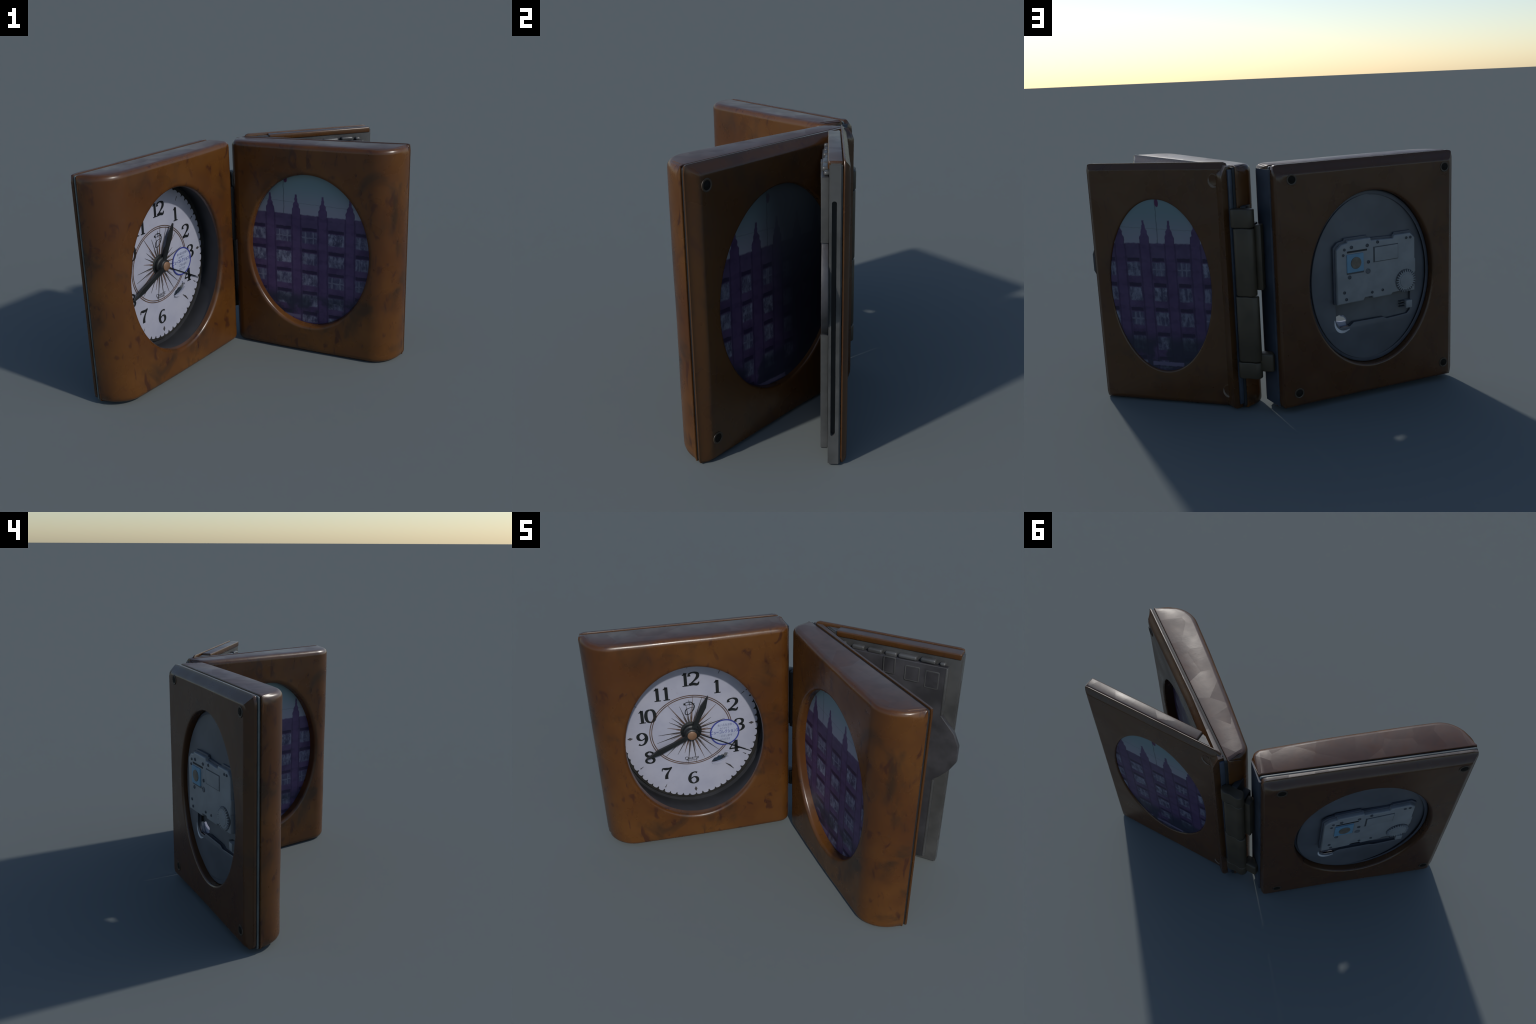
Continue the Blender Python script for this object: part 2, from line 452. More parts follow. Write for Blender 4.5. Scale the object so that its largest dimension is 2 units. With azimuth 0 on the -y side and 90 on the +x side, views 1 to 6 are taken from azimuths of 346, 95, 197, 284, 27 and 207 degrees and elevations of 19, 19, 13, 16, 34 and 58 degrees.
# ------------------------------------------------------------- the thing
root = bpy.data.objects.new("folding_travel_clock", None); bpy.context.scene.collection.objects.link(root)
root["label"] = "three-leaf folding travel clock in mottled amber plastic with building photos"
root["category"] = "travel clock"

def place(ob, ex, ey):
    ob.matrix_world = Matrix(((ex[0], ey[0], 0, 0), (ex[1], ey[1], 0, 0), (0, 0, 1, 0), (0, 0, 0, 1)))

Z0, Z1 = 0.004, 1.364

# ============================================================ clock leaf
angA = math.radians(39.0)
exA, eyA = (math.cos(angA), math.sin(angA)), (-math.sin(angA), math.cos(angA))
A0, A1, TA = -0.160, 0.981, 0.336
Z0 = 0.016
shear = lambda s, t: 0.16 * max(0.0, t - 0.235) * max(0.0, 1 - (s - A0) / 0.2)
planA = case_plan(A0, A1, 0.182, 0.156, TA + 0.008, swell=0.010)
ovA = ((0.405, 0.686), 0.402, 0.500)
clock_case = panel("clock_case", M_caseA, root, -1, (A0, A1), (Z0, Z1), 0.016, TA, front_height(planA, Z0, Z1, 0.034), ovA, 0.022, 0.205, 1.3, warp=shear)
place(clock_case, exA, eyA)
P = clock_case

def outline_ring(name, s0, s1, z0, z1, t0, t1, mat, parent, sx, thick=0.03):
    o = [(sx * s, z) for s, z in rect(s0, s1, z0, z1, 0.014)]
    i = [(sx * s, z) for s, z in rect(s0 + thick, s1 - thick, z0 + thick, z1 - thick, 0.01)]
    return slab(name, o, [i], t0, t1, mat, parent, 0.003)

outline_ring("edge_gap", A0 + 0.026, A1 - 0.008, Z0 + 0.008, Z1 - 0.008, TA - 0.004, TA + 0.022, M_gap, P, -1, 0.028)
outline_ring("metal_band", A0 + 0.022, A1 - 0.003, Z0 + 0.004, Z1 - 0.006, TA + 0.006, TA + 0.017, M_band, P, -1, 0.03)
ovAb = ((0.440, 0.690), 0.388, 0.496)
TBr, TBf = 0.372, 0.412
panel("back_plate", M_backA, P, -1, (A0 + 0.004, A1), (Z0 + 0.006, Z1 + 0.001), 0.030, TA + 0.021,
      back_height(A0 + 0.004, A1, Z0 + 0.006, Z1, TBf, TBr, 0.052, 0.045, 0.03, 0.006, 0.007), ovAb, 0.014, 0.352, 4.1, amp=0.002, warp=shear)
# dark blue-grey face on the hinge side
def bx(name, x0, x1, y0, y1, z0, z1, mat, parent, bevel=0.004, seg=2):
    bm = bmesh.new(); bmesh.ops.create_cube(bm, size=1)
    for v in bm.verts: v.co = Vector(((x0 + x1) / 2 + v.co.x * (x1 - x0), (y0 + y1) / 2 + v.co.y * (y1 - y0), (z0 + z1) / 2 + v.co.z * (z1 - z0)))
    if bevel: bmesh.ops.bevel(bm, geom=list(bm.edges), offset=bevel, segments=seg, affect="EDGES", profile=0.5)
    V = [tuple(v.co) for v in bm.verts]; bm.verts.index_update(); F = [tuple(v.index for v in q.verts) for q in bm.faces]; bm.free()
    return finish(name, V, F, mat, parent)
sp = [(0.158, 0.240), (0.163, 0.240), (0.1445, 0.368), (0.120, 0.368)]
V, F = rings([[(x, y, z) for x, y in sp] for z in (0.035, 1.342)], cap_first=True, cap_last=True); finish("dark_side_face", V, F, M_navy, P)

# recess wall and dial
DC = (-0.411, 0.692)
L = []
for t, a, b in ((0.190, 0.404, 0.502), (0.215, 0.414, 0.505), (0.30, 0.434, 0.513), (0.352, 0.444, 0.520)):
    L.append([(-0.405 - 0.006 * (t - 0.2) / 0.15 + a * math.cos(2 * PI * i / 128), t, 0.686 + b * math.sin(2 * PI * i / 128)) for i in range(128)])
V, F = rings(L); finish("recess_wall", V, F, M_wall, P)

def ragged(c, a, b, n, seed, amp=0.18):
    rr = random.Random(seed)
    return [(c[0] + a * (1 + rr.uniform(-amp, amp)) * math.cos(2 * PI * i / n), c[1] + b * (1 + rr.uniform(-amp, amp)) * math.sin(2 * PI * i / n)) for i in range(n)]

bay_hole = [(-0.205, 0.588), (-0.205, 0.415), (-0.722, 0.415), (-0.722, 0.588)]
hole_dial = [(-0.305, 0.447), (-0.286, 0.443), (-0.250, 0.450), (-0.218, 0.462), (-0.203, 0.482), (-0.198, 0.506), (-0.214, 0.508), (-0.225, 0.492),
             (-0.236, 0.494), (-0.246, 0.486), (-0.258, 0.488), (-0.268, 0.478), (-0.284, 0.474), (-0.296, 0.460)]
slab("recess_floor", ellipse((-0.411, 0.686), 0.447, 0.523), [bay_hole], 0.3502, 0.3535, M_wall, P, 0.0)
slab("dial_rim", ellipse((DC[0] + 0.004, DC[1]), 0.424, 0.493), [bay_hole], 0.337, 0.350, M_bezel, P, 0.003)
RA, RB, NL = 0.404, 0.474, 60
scal = []
for i in range(NL * 8):
    q = 2 * PI * i / (NL * 8); lobe = abs(math.sin(NL * q / 2)) ** 0.6
    k = 0.978 + 0.022 * lobe
    scal.append((DC[0] + RA * k * math.cos(q), DC[1] + RB * k * math.sin(q)))
slab("dial", scal, [hole_dial], 0.3325, 0.3368, M_dial, P, 0.0, None, 20)
INK = (0.3308, 0.3328)
# curled torn paper lips beside the hole
V, F = gather([ribbon(catmull([(-0.30, 0.444, 0.004), (-0.262, 0.440, 0.016), (-0.222, 0.452, 0.018), (-0.200, 0.478, 0.006)]), 0.322, 0.334),
               ribbon([(-0.216, 0.512, 0.012), (-0.196, 0.510, 0.014), (-0.190, 0.494, 0.010)], 0.326, 0.334)])
finish("torn_flap", V, F, M_dial, P)

# numerals: strokes with thick and thin parts on a unit box (x right, z up, width)
G = {
 "1": [[(-.20, .33, .05), (-.02, .45, .12), (.02, .50, .16)], [(.02, .50, .20), (.02, -.48, .20)], [(-.22, -.48, .06), (.26, -.48, .06)]],
 "2": [[(-.30, .22, .19), (-.29, .40, .11), (-.02, .50, .07), (.25, .38, .17), (.26, .14, .19), (.04, -.12, .10), (-.33, -.44, .08)],
       [(-.33, -.42, .16), (-.05, -.39, .17), (.22, -.45, .14), (.35, -.26, .05)]],
 "3": [[(-.27, .28, .17), (-.22, .44, .10), (.02, .50, .07), (.24, .36, .17), (.20, .13, .13), (-.04, .04, .07)],
       [(-.04, .04, .07), (.24, -.05, .13), (.28, -.28, .19), (.06, -.49, .08), (-.22, -.44, .10), (-.29, -.26, .18)]],
 "4": [[(.10, .50, .08), (-.36, -.17, .06)], [(-.38, -.19, .09), (.38, -.19, .09)], [(.12, .50, .20), (.12, -.48, .20)], [(-.10, -.48, .06), (.32, -.48, .06)]],
 "6": [[(.26, .42, .13), (.10, .50, .07), (-.15, .38, .13), (-.29, .02, .20), (-.24, -.32, .16), (.0, -.49, .07), (.25, -.33, .17), (.25, -.06, .17), (.04, .08, .07), (-.20, -.05, .08)]],
 "7": [[(-.34, .24, .05), (-.28, .44, .09), (-.06, .40, .17), (.18, .40, .13), (.37, .49, .07)], [(.37, .47, .06), (.10, .10, .11), (-.04, -.20, .18), (-.06, -.49, .21)]],
 "8": [[(.0, .50, .08), (-.23, .36, .15), (-.18, .15, .17), (.10, .0, .17), (.27, -.22, .16), (.20, -.42, .13), (.0, -.49, .08), (-.24, -.38, .14), (-.27, -.18, .13), (-.06, .01, .08), (.16, .14, .08), (.23, .33, .12), (.0, .50, .08)]],
 "9": [[(-.26, -.40, .13), (-.10, -.49, .07), (.15, -.37, .13), (.29, -.02, .20), (.24, .32, .16), (.0, .49, .07), (-.25, .33, .17), (-.25, .06, .17), (-.04, -.08, .07), (.20, .05, .08)]],
 "0": [[(.0, .50, .08), (-.22, .38, .15), (-.30, .0, .20), (-.22, -.38, .15), (.0, -.50, .08), (.22, -.38, .15), (.30, .0, .20), (.22, .38, .15), (.0, .50, .08)]],
}
def glyph(ch, cx, cz, w, h, t0, t1):
    out = []
    for st in G[ch]:
        pts = catmull(st, 7) if len(st) > 2 else st
        out.append(ribbon([(cx + x * w, cz + z * h, k * w * 1.18) for x, z, k in pts], t0, t1))
    return out
places = {"12": (0.402, 1.037), "1": (0.245, 0.968), "2": (0.156, 0.835), "3": (0.121, 0.690), "4": (0.155, 0.541), "6": (0.420, 0.350), "7": (0.581, 0.411), "8": (0.673, 0.545),
          "9": (0.706, 0.680), "10": (0.669, 0.830), "11": (0.568, 0.962)}
for txt, (s, z) in places.items():
    parts = []
    for i, ch in enumerate(txt):
        off = (i - (len(txt) - 1) / 2) * (0.050 if txt != "11" else 0.052)
        parts += [(v, f) for k, (v, f) in enumerate(glyph(ch, -s + off, z, 0.086 if ch != "1" else 0.078, 0.084, INK[0] - 0.0004 * k if False else INK[0], INK[1]))]
    V, F = gather(parts); finish("numeral", V, F, M_black, P, recalc=True)

# star burst, rings, marks
rr = random.Random(3)
HC = (-0.415, 0.692)
rays_b, rays_g = [], []
NR = 26
for i in range(NR):
    q = 2 * PI * i / NR + rr.uniform(-0.03, 0.03)
    ln = rr.choice([0.150, 0.175, 0.205, 0.225]); ln *= 0.95
    ca, sa = math.cos(q), math.sin(q) * 1.12
    r0 = 0.055
    ray = [(HC[0] + r0 * ca, HC[1] + r0 * sa, 0.010), (HC[0] + 0.45 * ln * ca, HC[1] + 0.45 * ln * sa, 0.0075), (HC[0] + ln * ca, HC[1] + ln * sa, 0.001)]
    (rays_b if i % 3 == 0 else rays_g).append(ribbon(ray, *INK))
    q2 = q + 0.07
    rays_b.append(ribbon([(HC[0] + 0.06 * math.cos(q2), HC[1] + 0.06 * 1.12 * math.sin(q2), 0.005), (HC[0] + 0.62 * ln * math.cos(q2), HC[1] + 0.62 * ln * 1.12 * math.sin(q2), 0.001)], INK[0] + 0.0004, INK[1]))
V, F = gather(rays_g); o = finish("star_ray", V, F, M_darkink, P); o["kind"] = "stuff"
V, F = gather(rays_b); o = finish("star_ray", V, F, M_brownink, P); o["kind"] = "stuff"
for k in (0.0, 0.011):
    e = ellipse((-0.413, 0.694), 0.246 - k, 0.238 - k, 120)
    V, F = ribbon([(x, z, 0.0052) for x, z in e + [e[0]]], *INK); finish("dial_ring", V, F, M_brownink, P)
marks = []
for i, q in enumerate([k * PI / 6 for k in range(12)]):
    cx, cz = DC[0] + 0.365 * math.sin(q), DC[1] + 0.428 * math.cos(q)
    if i in (3, 6, 9):
        dx, dz = (0.016, 0.0) if i != 6 else (0.0, 0.017)
        marks.append(ribbon([(cx - dx, cz - dz, 0.001), (cx, cz, 0.018), (cx + dx, cz + dz, 0.001)], *INK))
    elif i != 5:
        dx, dz = 0.012 * math.sin(q), 0.014 * math.cos(q)
        marks.append(ribbon([(cx - dx, cz - dz, 0.001), (cx + dx, cz + dz, 0.006)], *INK))
marks.append(ribbon([(-0.215, 0.425, 0.003), (-0.19, 0.405, 0.010), (-0.165, 0.375, 0.002)], *INK))
V, F = gather(marks); o = finish("hour_mark", V, F, M_darkink, P); o["kind"] = "stuff"
# dark teeth between the scallops
teeth = []
for i in range(NL):
    q = 2 * PI * i / NL
    if not (-2.7 < ((q + PI) % (2 * PI)) - PI < 0.95): continue
    x, z = DC[0] + RA * 0.985 * math.cos(q), DC[1] + RB * 0.985 * math.sin(q)
    k = rr.uniform(0.6, 1.25)
    teeth.append(ribbon([(DC[0] + RA * (0.974 - 0.012 * k) * math.cos(q), DC[1] + RB * (0.974 - 0.012 * k) * math.sin(q), 0.001), (x, z, 0.009 * k + 0.003)], *INK))
V, F = gather(teeth); o = finish("scallop_tooth", V, F, M_bezel, P); o["kind"] = "stuff"
# looping emblem above the hub
EMB = [ribbon(catmull([(-0.445, 0.880, .002), (-0.425, 0.889, .004), (-0.40, 0.885, .006), (-0.385, 0.860, .007), (-0.395, 0.830, .006), (-0.420, 0.808, .004), (-0.440, 0.812, .005), (-0.436, 0.838, .005), (-0.412, 0.850, .003), (-0.388, 0.852, .002)]), *INK),
       ribbon([(-0.415, 0.905, .001), (-0.413, 0.880, .004), (-0.413, 0.862, .001)], *INK), ribbon([(-0.380, 0.876, .001), (-0.395, 0.874, .004), (-0.440, 0.870, .001)], *INK),
       ribbon([(-0.447, 0.878, .012), (-0.436, 0.878, .012)], *INK)]
V, F = gather(EMB); finish("emblem", V, F, M_black, P)

def text(name, body, x, z, size, mat, parent, t, thick=0.0008, face=-1, sx=1.0):
    cu = bpy.data.curves.new(name, "FONT"); cu.body = body; cu.size = size; cu.align_x = "CENTER"; cu.align_y = "CENTER"; cu.extrude = thick
    tmp = bpy.data.objects.new("tmp", cu); bpy.context.scene.collection.objects.link(tmp)
    me0 = tmp.evaluated_get(bpy.context.evaluated_depsgraph_get()).to_mesh()
    V = [(x - face * v.co.x * sx, t + face * v.co.z, z + v.co.y) for v in me0.vertices]; F = [tuple(p.vertices) for p in me0.polygons]
    bpy.data.objects.remove(tmp); bpy.data.curves.remove(cu)
    return finish(name, V, F, mat, parent) if V else None
text("lettering", "Quartz", -0.422, 0.500, 0.030, M_black, P, 0.332)
text("lettering", "MOVEMENT", -0.422, 0.482, 0.013, M_darkink, P, 0.332)

# round price sticker
SC = (-0.212, 0.652)
slab("sticker", ellipse(SC, 0.088, 0.088, 64), [], 0.3285, 0.3305, M_sticker, P, 0.0005)
e = ellipse(SC, 0.0865, 0.0865, 64); V, F = ribbon([(x, z, 0.008) for x, z in e + [e[0]]], 0.3270, 0.3287); finish("sticker_border", V, F, M_blueink, P)
text("lettering", "ビューコレクション堂", SC[0], SC[1] + 0.004, 0.0285, M_blueink, P, 0.3280, sx=0.62)
text("lettering", "良い品をお安く", SC[0] + 0.010, SC[1] + 0.050, 0.019, M_greyblue, P, 0.3280, sx=0.8)
text("lettering", "ありがとう", SC[0], SC[1] + 0.028, 0.014, M_greyblue, P, 0.3280, sx=0.8)
text("lettering", "ございます", SC[0] + 0.01, SC[1] - 0.026, 0.018, M_greyblue, P, 0.3280, sx=0.8)
text("lettering", "またどうぞ", SC[0], SC[1] - 0.050, 0.016, M_greyblue, P, 0.3280, sx=0.8)

# hub and hands
lathe("hub", HC, [(0.066, 0.3325), (0.064, 0.322), (0.050, 0.318), (0.048, 0.300), (0.040, 0.296), (0.036, 0.274), (0.030, 0.270), (0.0, 0.270)], M_black, P)
lathe("hub_cap", HC, [(0.0275, 0.272), (0.0275, 0.264), (0.024, 0.2615), (0.0, 0.2608)], M_cap, P)
def hand(name, tip, w, t, thick, tail, mat, body=0.45):
    d = Vector((tip[0] - HC[0], tip[1] - HC[1])); n = d.normalized()
    pts = [(HC[0] - n.x * tail, HC[1] - n.y * tail, w * 0.8), (HC[0], HC[1], w * 0.8), (HC[0] + d.x * body, HC[1] + d.y * body, w * 0.9), (HC[0] + d.x * 0.72, HC[1] + d.y * 0.72, w * 1.15), (tip[0], tip[1], 0.002)]
    V, F = ribbon(pts, t, t + thick); return finish(name, V, F, mat, P)
hand("hour_hand", (-0.305, 0.930), 0.030, 0.290, 0.012, 0.02, M_black)
hand("minute_hand", (-0.697, 0.562), 0.028, 0.266, 0.016, 0.03, M_black)
hand("second_hand", (-0.052, 0.492), 0.0065, 0.322, 0.004, 0.0, M_black, 0.9)

# the whole dial leans: its far side stands forward
LEAN = ("dial", "dial_rim", "dial_ring", "numeral", "star_ray", "hour_mark", "scallop_tooth", "emblem", "lettering", "sticker", "sticker_border", "torn_flap", "second_hand")
for ob in P.children:
    if ob.name.split(".")[0] in LEAN:
        for v in ob.data.vertices: v.co.y += -0.038 * (-v.co.x - 0.27) - 0.012 * (v.co.z - 0.55)
# ------- back of the clock leaf: disc and movement
DB = (-0.440, 0.690)
hole_back = ragged((-0.254, 0.446), 0.050, 0.044, 26, 5, 0.14)
lathe("disc_rim", DB, [(1.0, 0.352), (1.0, 0.371), (0.985, 0.374), (0.95, 0.372)], M_discrim, P, 128, 0.384, 0.492)

tiltM = lambda x, z: 0.070 * (x + 0.44)
def sz(pts): return [(-s, z) for s, z in pts]
# battery bay floor, walls
bay = sz([(0.205, 0.590), (0.205, 0.455), (0.235, 0.412), (0.310, 0.412), (0.335, 0.432), (0.520, 0.430), (0.545, 0.416), (0.690, 0.424), (0.722, 0.452), (0.722, 0.590)])
inner = sz([(0.217, 0.586), (0.217, 0.462), (0.243, 0.426), (0.305, 0.426), (0.330, 0.446), (0.525, 0.444), (0.550, 0.431), (0.685, 0.438), (0.708, 0.460), (0.708, 0.586)])
slab("back_disc", ellipse(DB, 0.370, 0.476), [inner], 0.356, 0.374, M_disc, P, 0.005, lambda x, z: 0.045 * (x + 0.40))
L = [[(x, t, z) for x, z in q] for q, t in ((bay, 0.350), (bay, 0.372), (inner, 0.372), (inner, 0.350))]
V, F = rings(L); finish("battery_bay", [(x, t + 0.045 * (x + 0.40), z) for x, t, z in V], F, M_discrim, P)
slab("bay_floor", rect(-0.74, -0.19, 0.405, 0.60), [hole_back], 0.3375, 0.3415, M_bay, P, 0.0)
V, F = ribbon(catmull([(-0.207, 0.475, 0.004), (-0.212, 0.440, 0.010), (-0.232, 0.412, 0.016), (-0.262, 0.402, 0.014), (-0.30, 0.412, 0.004)]), 0.342, 0.383); finish("torn_edge", V, F, M_white, P)
boxo = sz([(0.208, 0.574), (0.208, 0.880), (0.236, 0.908), (0.275, 0.914), (0.278, 0.926), (0.425, 0.926), (0.430, 0.910), (0.575, 0.902), (0.582, 0.920), (0.690, 0.920), (0.722, 0.890), (0.722, 0.770), (0.728, 0.765), (0.728, 0.690), (0.722, 0.685),
           (0.722, 0.580), (0.640, 0.577), (0.632, 0.590), (0.570, 0.588), (0.560, 0.577), (0.440, 0.577), (0.432, 0.590), (0.385, 0.590), (0.375, 0.574)])
slab("movement_skirt", [(x + (0.012 if x > -0.47 else -0.010), z + (0.012 if z > 0.7 else 0.0)) for x, z in boxo], [], 0.374, 0.390, M_discrim, P, 0.003, tiltM)
slab("movement_box", boxo, [], 0.378, 0.412, M_box, P, 0.008, tiltM)
top_t = 0.412
slab("label_frame", sz(rect(0.441, 0.606, 0.784, 0.872)), [], top_t - 0.004, top_t + 0.0015, M_boxdark, P, 0.0, tiltM)
slab("label_plate", sz(rect(0.449, 0.603, 0.788, 0.867)), [], top_t - 0.004, top_t + 0.0045, M_box, P, 0.001, tiltM)
slab("alarm_slot", sz(rect(0.272, 0.400, 0.858, 0.868)), [], top_t - 0.004, top_t + 0.0015, M_gap, P, 0.0, tiltM)
slab("alarm_slot", sz(rect(0.268, 0.378, 0.738, 0.752)), [], top_t - 0.004, top_t + 0.0015, M_boxdark, P, 0.0, tiltM)
slab("alarm_switch", sz(rect(0.268, 0.374, 0.748, 0.850, 0.004)), [], top_t - 0.004, top_t + 0.008, M_sky, P, 0.002, tiltM)
cylinder("alarm_knob", (-0.324, 0.800), 0.033, top_t, top_t + 0.012, M_coin, P, tilt=tiltM)
gc = (-0.655, 0.648)
gear = []
NT = 26
for i in range(NT * 4):
    r = 0.065 if (i % 4) in (0, 1) else 0.050
    gear.append((gc[0] + r * math.cos(2 * PI * i / (NT * 4)), gc[1] + r * math.sin(2 * PI * i / (NT * 4))))
cylinder("wheel_well", gc, 0.067, top_t - 0.004, top_t + 0.002, M_boxdark, P, 48, 0.0, tiltM)
slab("setting_wheel", gear, [], top_t, top_t + 0.009, M_box, P, 0.001, tiltM)
cylinder("wheel_hub", gc, 0.041, top_t, top_t + 0.0115, M_box, P, 40, 0.002, tiltM)
for s, z, r in ((0.255, 0.880, .008), (0.247, 0.850, .008), (0.402, 0.886, .010), (0.470, 0.896, .009), (0.662, 0.895, .008), (0.690, 0.895, .008), (0.408, 0.792, .010), (0.405, 0.740, .016), (0.285, 0.722, .011), (0.250, 0.640, .009), (0.262, 0.600, .009), (0.430, 0.615, .008), (0.500, 0.617, .008), (0.300, 0.888, .010)):
    lathe("pin", (-s, z), [(r, top_t - 0.002 + tiltM(-s, z)), (r, top_t + 0.0025 + tiltM(-s, z)), (r * 0.75, top_t + 0.004 + tiltM(-s, z)), (r * 0.6, top_t + 0.001 + tiltM(-s, z)), (0.0, top_t + 0.001 + tiltM(-s, z))], M_boxdark if r < 0.012 else M_bay, P, 16)
lathe("moulded_ring", (-0.335, 0.632), [(0.030, top_t), (0.030, top_t + 0.001 ), (0.027, top_t + 0.003), (0.024, top_t + 0.001), (0.014, top_t + 0.001), (0.012, top_t + 0.003), (0.0, top_t + 0.003)], M_bay, P, 32)
bx("battery_contact", -0.712, -0.672, 0.340, 0.378, 0.475, 0.520, M_box, P, 0.003)
for k in range(3): bx("contact_leaf", -0.690, -0.640, 0.340, 0.366, 0.480 + 0.016 * k, 0.485 + 0.016 * k, M_boxdark, P, 0.001)

def screw(parent, x, z, t, mat_ring):
    t += 0.0025
    lathe("screw_socket", (x, z), [(0.030, t - 0.004), (0.029, t + 0.0015), (0.025, t + 0.0025), (0.021, t + 0.001), (0.020, t - 0.001)], mat_ring, parent, 28)
    lathe("screw_head", (x, z), [(0.021, t + 0.0006), (0.012, t + 0.0008), (0.007, t + 0.003), (0.004, t + 0.0032), (0.0, t + 0.0028)], M_pit, parent, 24)
M_pit = plain("screw_pit", (0.010, 0.008, 0.006), 0.7, 0, 0.2, 10, 0.0, 0.15)
M_socket = plain("socket_rim", (0.052, 0.034, 0.021), 0.45, 0.0, 0.2, 12)
for s, z in ((-0.036, 1.286), (0.905, 1.276), (0.903, 0.112), (-0.038, 0.108)): screw(P, -s, z, TBf - (0.001 if s > 0.5 else -0.004), M_socket)

# ============================================================ photo leaf
Z0, Z1 = 0.002, 1.366
exB, eyB = (0.801, -0.5987), (0.5987, 0.801)
B0, B1, TBk = -0.164, 0.951, 0.328
planB = case_plan(B0, B1, 0.206, 0.128, TBk + 0.008, round_hinge=0.072, swell=0.009)
ovB = ((0.361, 0.680), 0.399, 0.498)
photo_case = panel("photo_case", M_caseB, root, 1, (B0, B1), (Z0 - 0.002, Z1 - 0.002), 0.016, TBk, front_height(planB, Z0 - 0.002, Z1 - 0.002, 0.034), ovB, 0.020, 0.262, 7.7)
place(photo_case, exB, eyB)
P = photo_case
outline_ring("edge_gap", B0 + 0.006, B1 - 0.008, Z0 + 0.008, Z1 - 0.010, TBk - 0.004, TBk + 0.014, M_gap, P, 1, 0.028)
BF, BR = 0.383, 0.350
ovBb = ((0.399, 0.688), 0.410, 0.496)
panel("back_plate", M_backB, P, 1, (B0 + 0.026, B1), (Z0 - 0.002, Z1), 0.016, TBk + 0.012,
      back_height(B0, B1, Z0, Z1, BF, BR, 0.048, 0.058, 0.02, 0.006, 0.018), ovBb, 0.012, 0.338, 9.2, amp=0.002)
slab("photo", ellipse((0.361, 0.680), 0.404, 0.503), [], 0.0, 0.004, M_photoF, P, 0.0, lambda x, z: 0.243 - 0.068 * x)
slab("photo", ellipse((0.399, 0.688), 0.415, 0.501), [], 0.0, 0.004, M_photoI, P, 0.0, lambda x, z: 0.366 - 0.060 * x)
lathe("photo_mount", (0.399, 0.688), [(1.0, 0.30), (1.0, 0.345)], M_backB, P, 96, 0.4105, 0.4965)
bx("side_strip", B0 + 0.014, B0 + 0.030, 0.338, 0.366, 0.03, 1.345, M_navy, P, 0.003)
for s, z in ((0.862, 1.274), (0.864, 0.110)): screw(P, s, z, BF, M_socket)

# ============================================================ cover leaf
CX0, CX1 = 0.114, 0.948
def cover_height(s, z):
    d = lambda q, w: np.clip(1 - q / w, 0, 1)
    e = np.maximum.reduce([d(1.382 - z, 0.034), d(CX1 - s, 0.030) ** 1.6, 0.8 * d(z - 0.003, 0.03) ** 2, 0.3 * d(s - CX0, 0.012)])
    return 0.366 - 0.026 * e
ovC = ((0.546, 0.688), 0.305, 0.496)
cover = panel("cover", M_backC, root, 1, (CX0, CX1), (0.005, 1.382), 0.024, 0.3375, cover_height, ovC, 0.010, 0.345, 12.4, amp=0.002)
P = cover
slab("photo", ellipse((0.546, 0.688), 0.312, 0.503), [], 0.350, 0.356, M_photoC, P, 0.0)
# grey tray behind it, its edge slotted
bm = bmesh.new()
trayo = [(0.178, 0.335), (0.953, 0.335), (0.953, 0.282), (0.250, 0.282)]
V = [(x, y, 0.003) for x, y in trayo] + [(x, y, 1.366) for x, y in trayo]
tray = finish("tray", V, [(0, 1, 2, 3), (4, 5, 6, 7), (0, 1, 5, 4), (1, 2, 6, 5), (2, 3, 7, 6), (3, 0, 4, 7)], M_steel, P)
bm.from_mesh(tray.data); bmesh.ops.bevel(bm, geom=list(bm.edges), offset=0.006, segments=2, affect="EDGES"); bm.to_mesh(tray.data); bm.free()
cut = finish("cutter", *rings([[(x, y, z) for y, z in rect(0.293, 0.313, 0.15, 1.215, 0.0095, 6)] for x in (0.925, 0.970)], cap_first=True, cap_last=True), M_gap, None)
md = tray.modifiers.new("slot", "BOOLEAN"); md.object = cut; md.operation = "DIFFERENCE"; md.solver = "EXACT"
me = bpy.data.meshes.new_from_object(tray.evaluated_get(bpy.context.evaluated_depsgraph_get())); tray.modifiers.clear(); tray.data = me
me.polygons.foreach_set("use_smooth", [True] * len(me.polygons)); me.set_sharp_from_angle(angle=math.radians(38))
bpy.data.objects.remove(cut)
bx("slot_lining", 0.915, 0.9285, 0.288, 0.318, 0.145, 1.22, M_gap, P, 0.0)
# inner plate with the clasp tab that juts past the free edge
plate = [(0.292, 0.046), (0.886, 0.046), (0.886, 0.612), (0.915, 0.634), (0.964, 0.690), (0.999, 0.752), (0.999, 0.850), (0.966, 0.925), (0.900, 1.000), (0.886, 1.016), (0.886, 1.298), (0.292, 1.298)]
slab("inner_plate", plate, [], 0.251, 0.281, M_plate, P, 0.004)
slab("plate_edge", [(0.880, 0.052), (0.890, 0.052), (0.890, 0.606), (0.880, 0.606)], [], 0.249, 0.2815, M_steel, P, 0.002)
slab("plate_edge", [(0.880, 1.022), (0.890, 1.022), (0.890, 1.296), (0.880, 1.296)], [], 0.249, 0.2815, M_steel, P, 0.002)
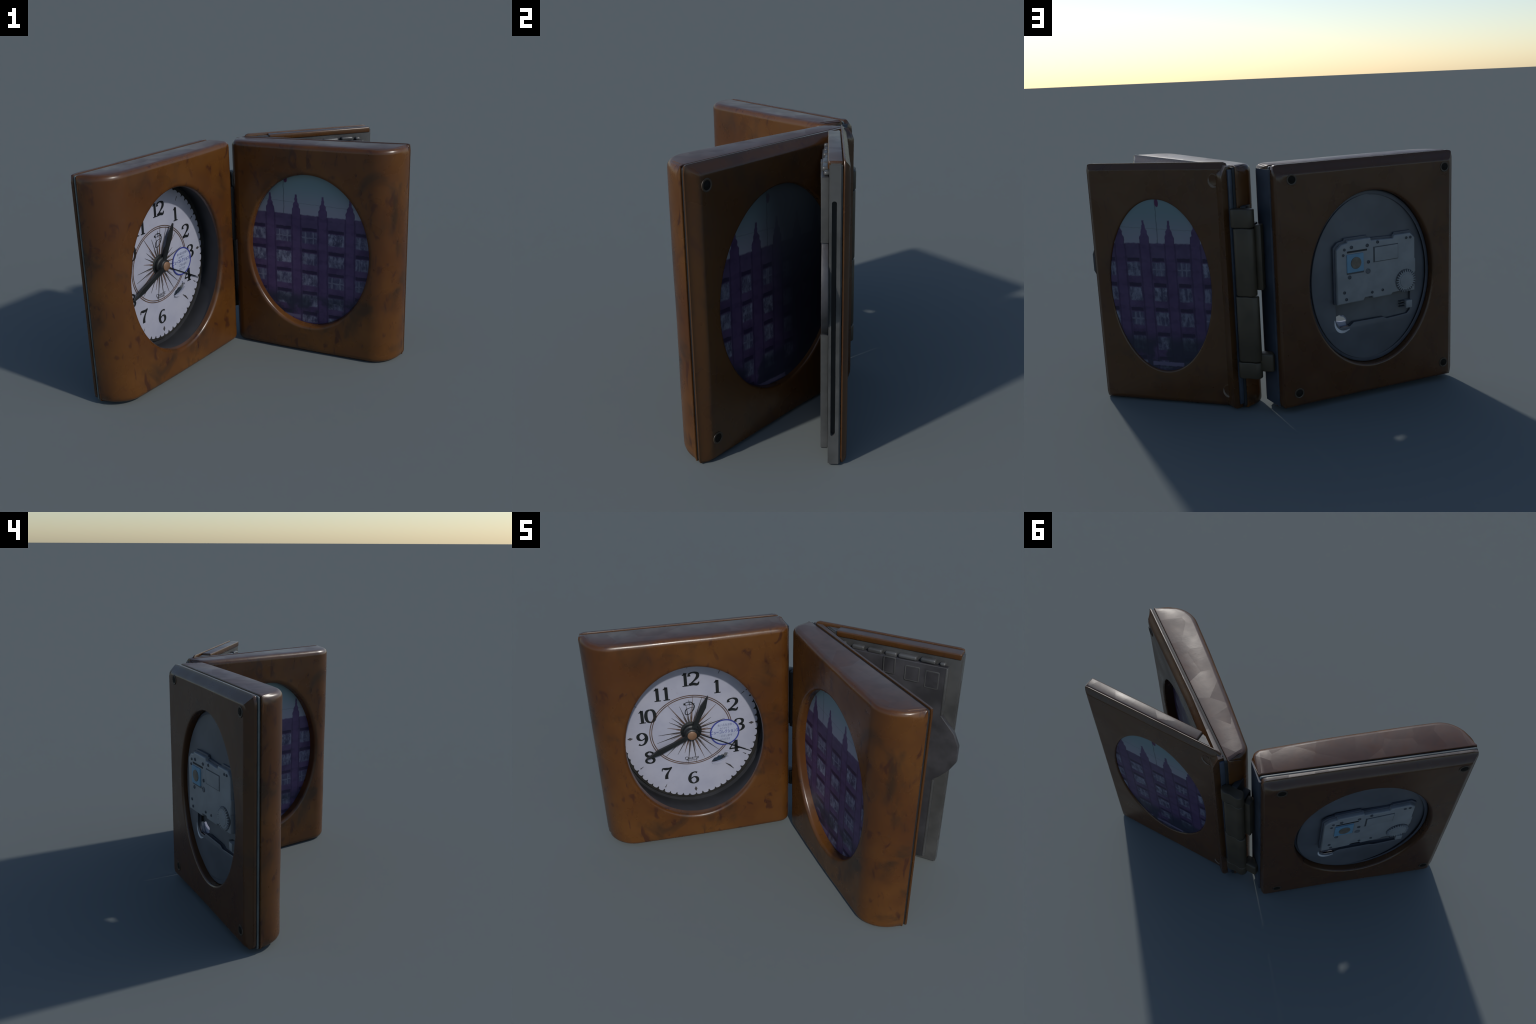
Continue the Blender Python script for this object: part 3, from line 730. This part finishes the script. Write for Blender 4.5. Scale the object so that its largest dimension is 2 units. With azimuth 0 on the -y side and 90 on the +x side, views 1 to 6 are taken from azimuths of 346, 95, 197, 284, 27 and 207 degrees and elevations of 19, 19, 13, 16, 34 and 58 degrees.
# amber strip along the top and the row of clips under it
bx("top_strip", 0.262, 0.945, 0.276, 0.336, 1.340, 1.376, M_backB, P, 0.008, 3)
rr = random.Random(11)
for x0, x1 in ((0.30, 0.325), (0.36, 0.43), (0.45, 0.53), (0.545, 0.61), (0.62, 0.72), (0.74, 0.82), (0.84, 0.872)):
    bx("clip", x0, x1, 0.258 + rr.uniform(-.006, .006), 0.286, 1.296 + rr.uniform(-.006, .006), 1.322 + rr.uniform(-.006, .004), M_steel, P, 0.009, 3)
for x0, x1, z0, z1, dy in ((0.545, 0.612, 1.205, 1.300, .006), (0.665, 0.745, 1.185, 1.272, .004), (0.775, 0.850, 1.165, 1.265, .0025)):
    fr = rect(x0, x1, z0, z1, 0.008)
    slab("tab_frame", fr, [rect(x0 + .006, x1 - .006, z0 + .006, z1 - .006, 0.005)], 0.2515 - dy, 0.2535, M_steel, P, 0.001)
    slab("tab", rect(x0 + .004, x1 - .004, z0 + .004, z1 - .004, 0.005), [], 0.2505 - dy * .4, 0.2535, M_plate, P, 0.001)
M_glint = plain("painted_glint", (0.17, 0.125, 0.095), 0.3, 0.0, 0.25, 40)
# dimples near the hinge; their crescent highlight is modelled as a pale ribbon
for x, z in ((0.192, 1.288), (0.178, 0.100)):
    lathe("dimple", (x, z), [(0.034, 0.3630), (0.033, 0.3672), (0.029, 0.3682), (0.024, 0.3668), (0.0, 0.3665)], M_backC, P, 28, 0.8, 1.1)
    V, F = ribbon(catmull([(x + .024, z + .014, .002), (x + .022, z - .012, .010), (x + .004, z - .032, .012), (x - .018, z - .034, .003)]), 0.366, 0.3692); finish("dimple_glint", V, F, M_glint, P)
bx("hinge_strip", 0.106, 0.135, 0.338, 0.357, 0.02, 1.362, M_navy, P, 0.004)

# ================================================================= hinge
hinge = bpy.data.objects.new("hinge", None); bpy.context.scene.collection.objects.link(hinge); hinge.parent = root
def peanut(x0, x1, y, r, n=14):
    pts = []
    for i in range(n + 1):
        q = -PI / 2 + PI * i / n; pts.append((x1 - r + r * math.cos(q), y + r * math.sin(q)))
    pts.append(((x0 + x1) / 2, y + r * 0.80))
    for i in range(n + 1):
        q = PI / 2 + PI * i / n; pts.append((x0 + r + r * math.cos(q), y + r * math.sin(q)))
    pts.append(((x0 + x1) / 2, y - r * 0.80))
    return pts
def knuckle(plan, z0, z1):
    c = np.mean(plan, axis=0)
    L = []
    for z, k in ((z0, 0.90), (z0 + 0.002, 0.965), (z0 + 0.006, 1.0), (z1 - 0.006, 1.0), (z1 - 0.002, 0.965), (z1, 0.90)):
        L.append([(c[0] + (x - c[0]) * k, c[1] + (y - c[1]) * k, z) for x, y in plan])
    V, F = rings(L, cap_first=True, cap_last=True); return finish("knuckle", V, F, M_hinge, hinge)
knuckle(peanut(-0.034, 0.097, 0.388, 0.031), 1.042, 1.140)
knuckle(peanut(-0.032, 0.084, 0.388, 0.030), 0.669, 1.037)
knuckle(peanut(-0.040, 0.088, 0.388, 0.030), 0.297, 0.664)
knuckle(peanut(-0.040, 0.094, 0.388, 0.031), 0.200, 0.292)
bx("pin_core", -0.01, 0.07, 0.375, 0.400, 0.21, 1.13, M_gap, hinge, 0.0)
bx("hinge_leaf", -0.062, -0.024, 0.318, 0.372, 0.694, 1.050, M_hinge, hinge, 0.006)
bx("hinge_leaf", -0.105, -0.020, 0.330, 0.392, 0.236, 0.340, M_hinge, hinge, 0.012, 3)
bx("hinge_leaf", -0.022, 0.050, 0.290, 0.365, 0.694, 1.056, M_gap, hinge, 0.006)
bx("hinge_leaf", 0.016, 0.050, 0.290, 0.365, 0.240, 1.150, M_gap, hinge, 0.006)
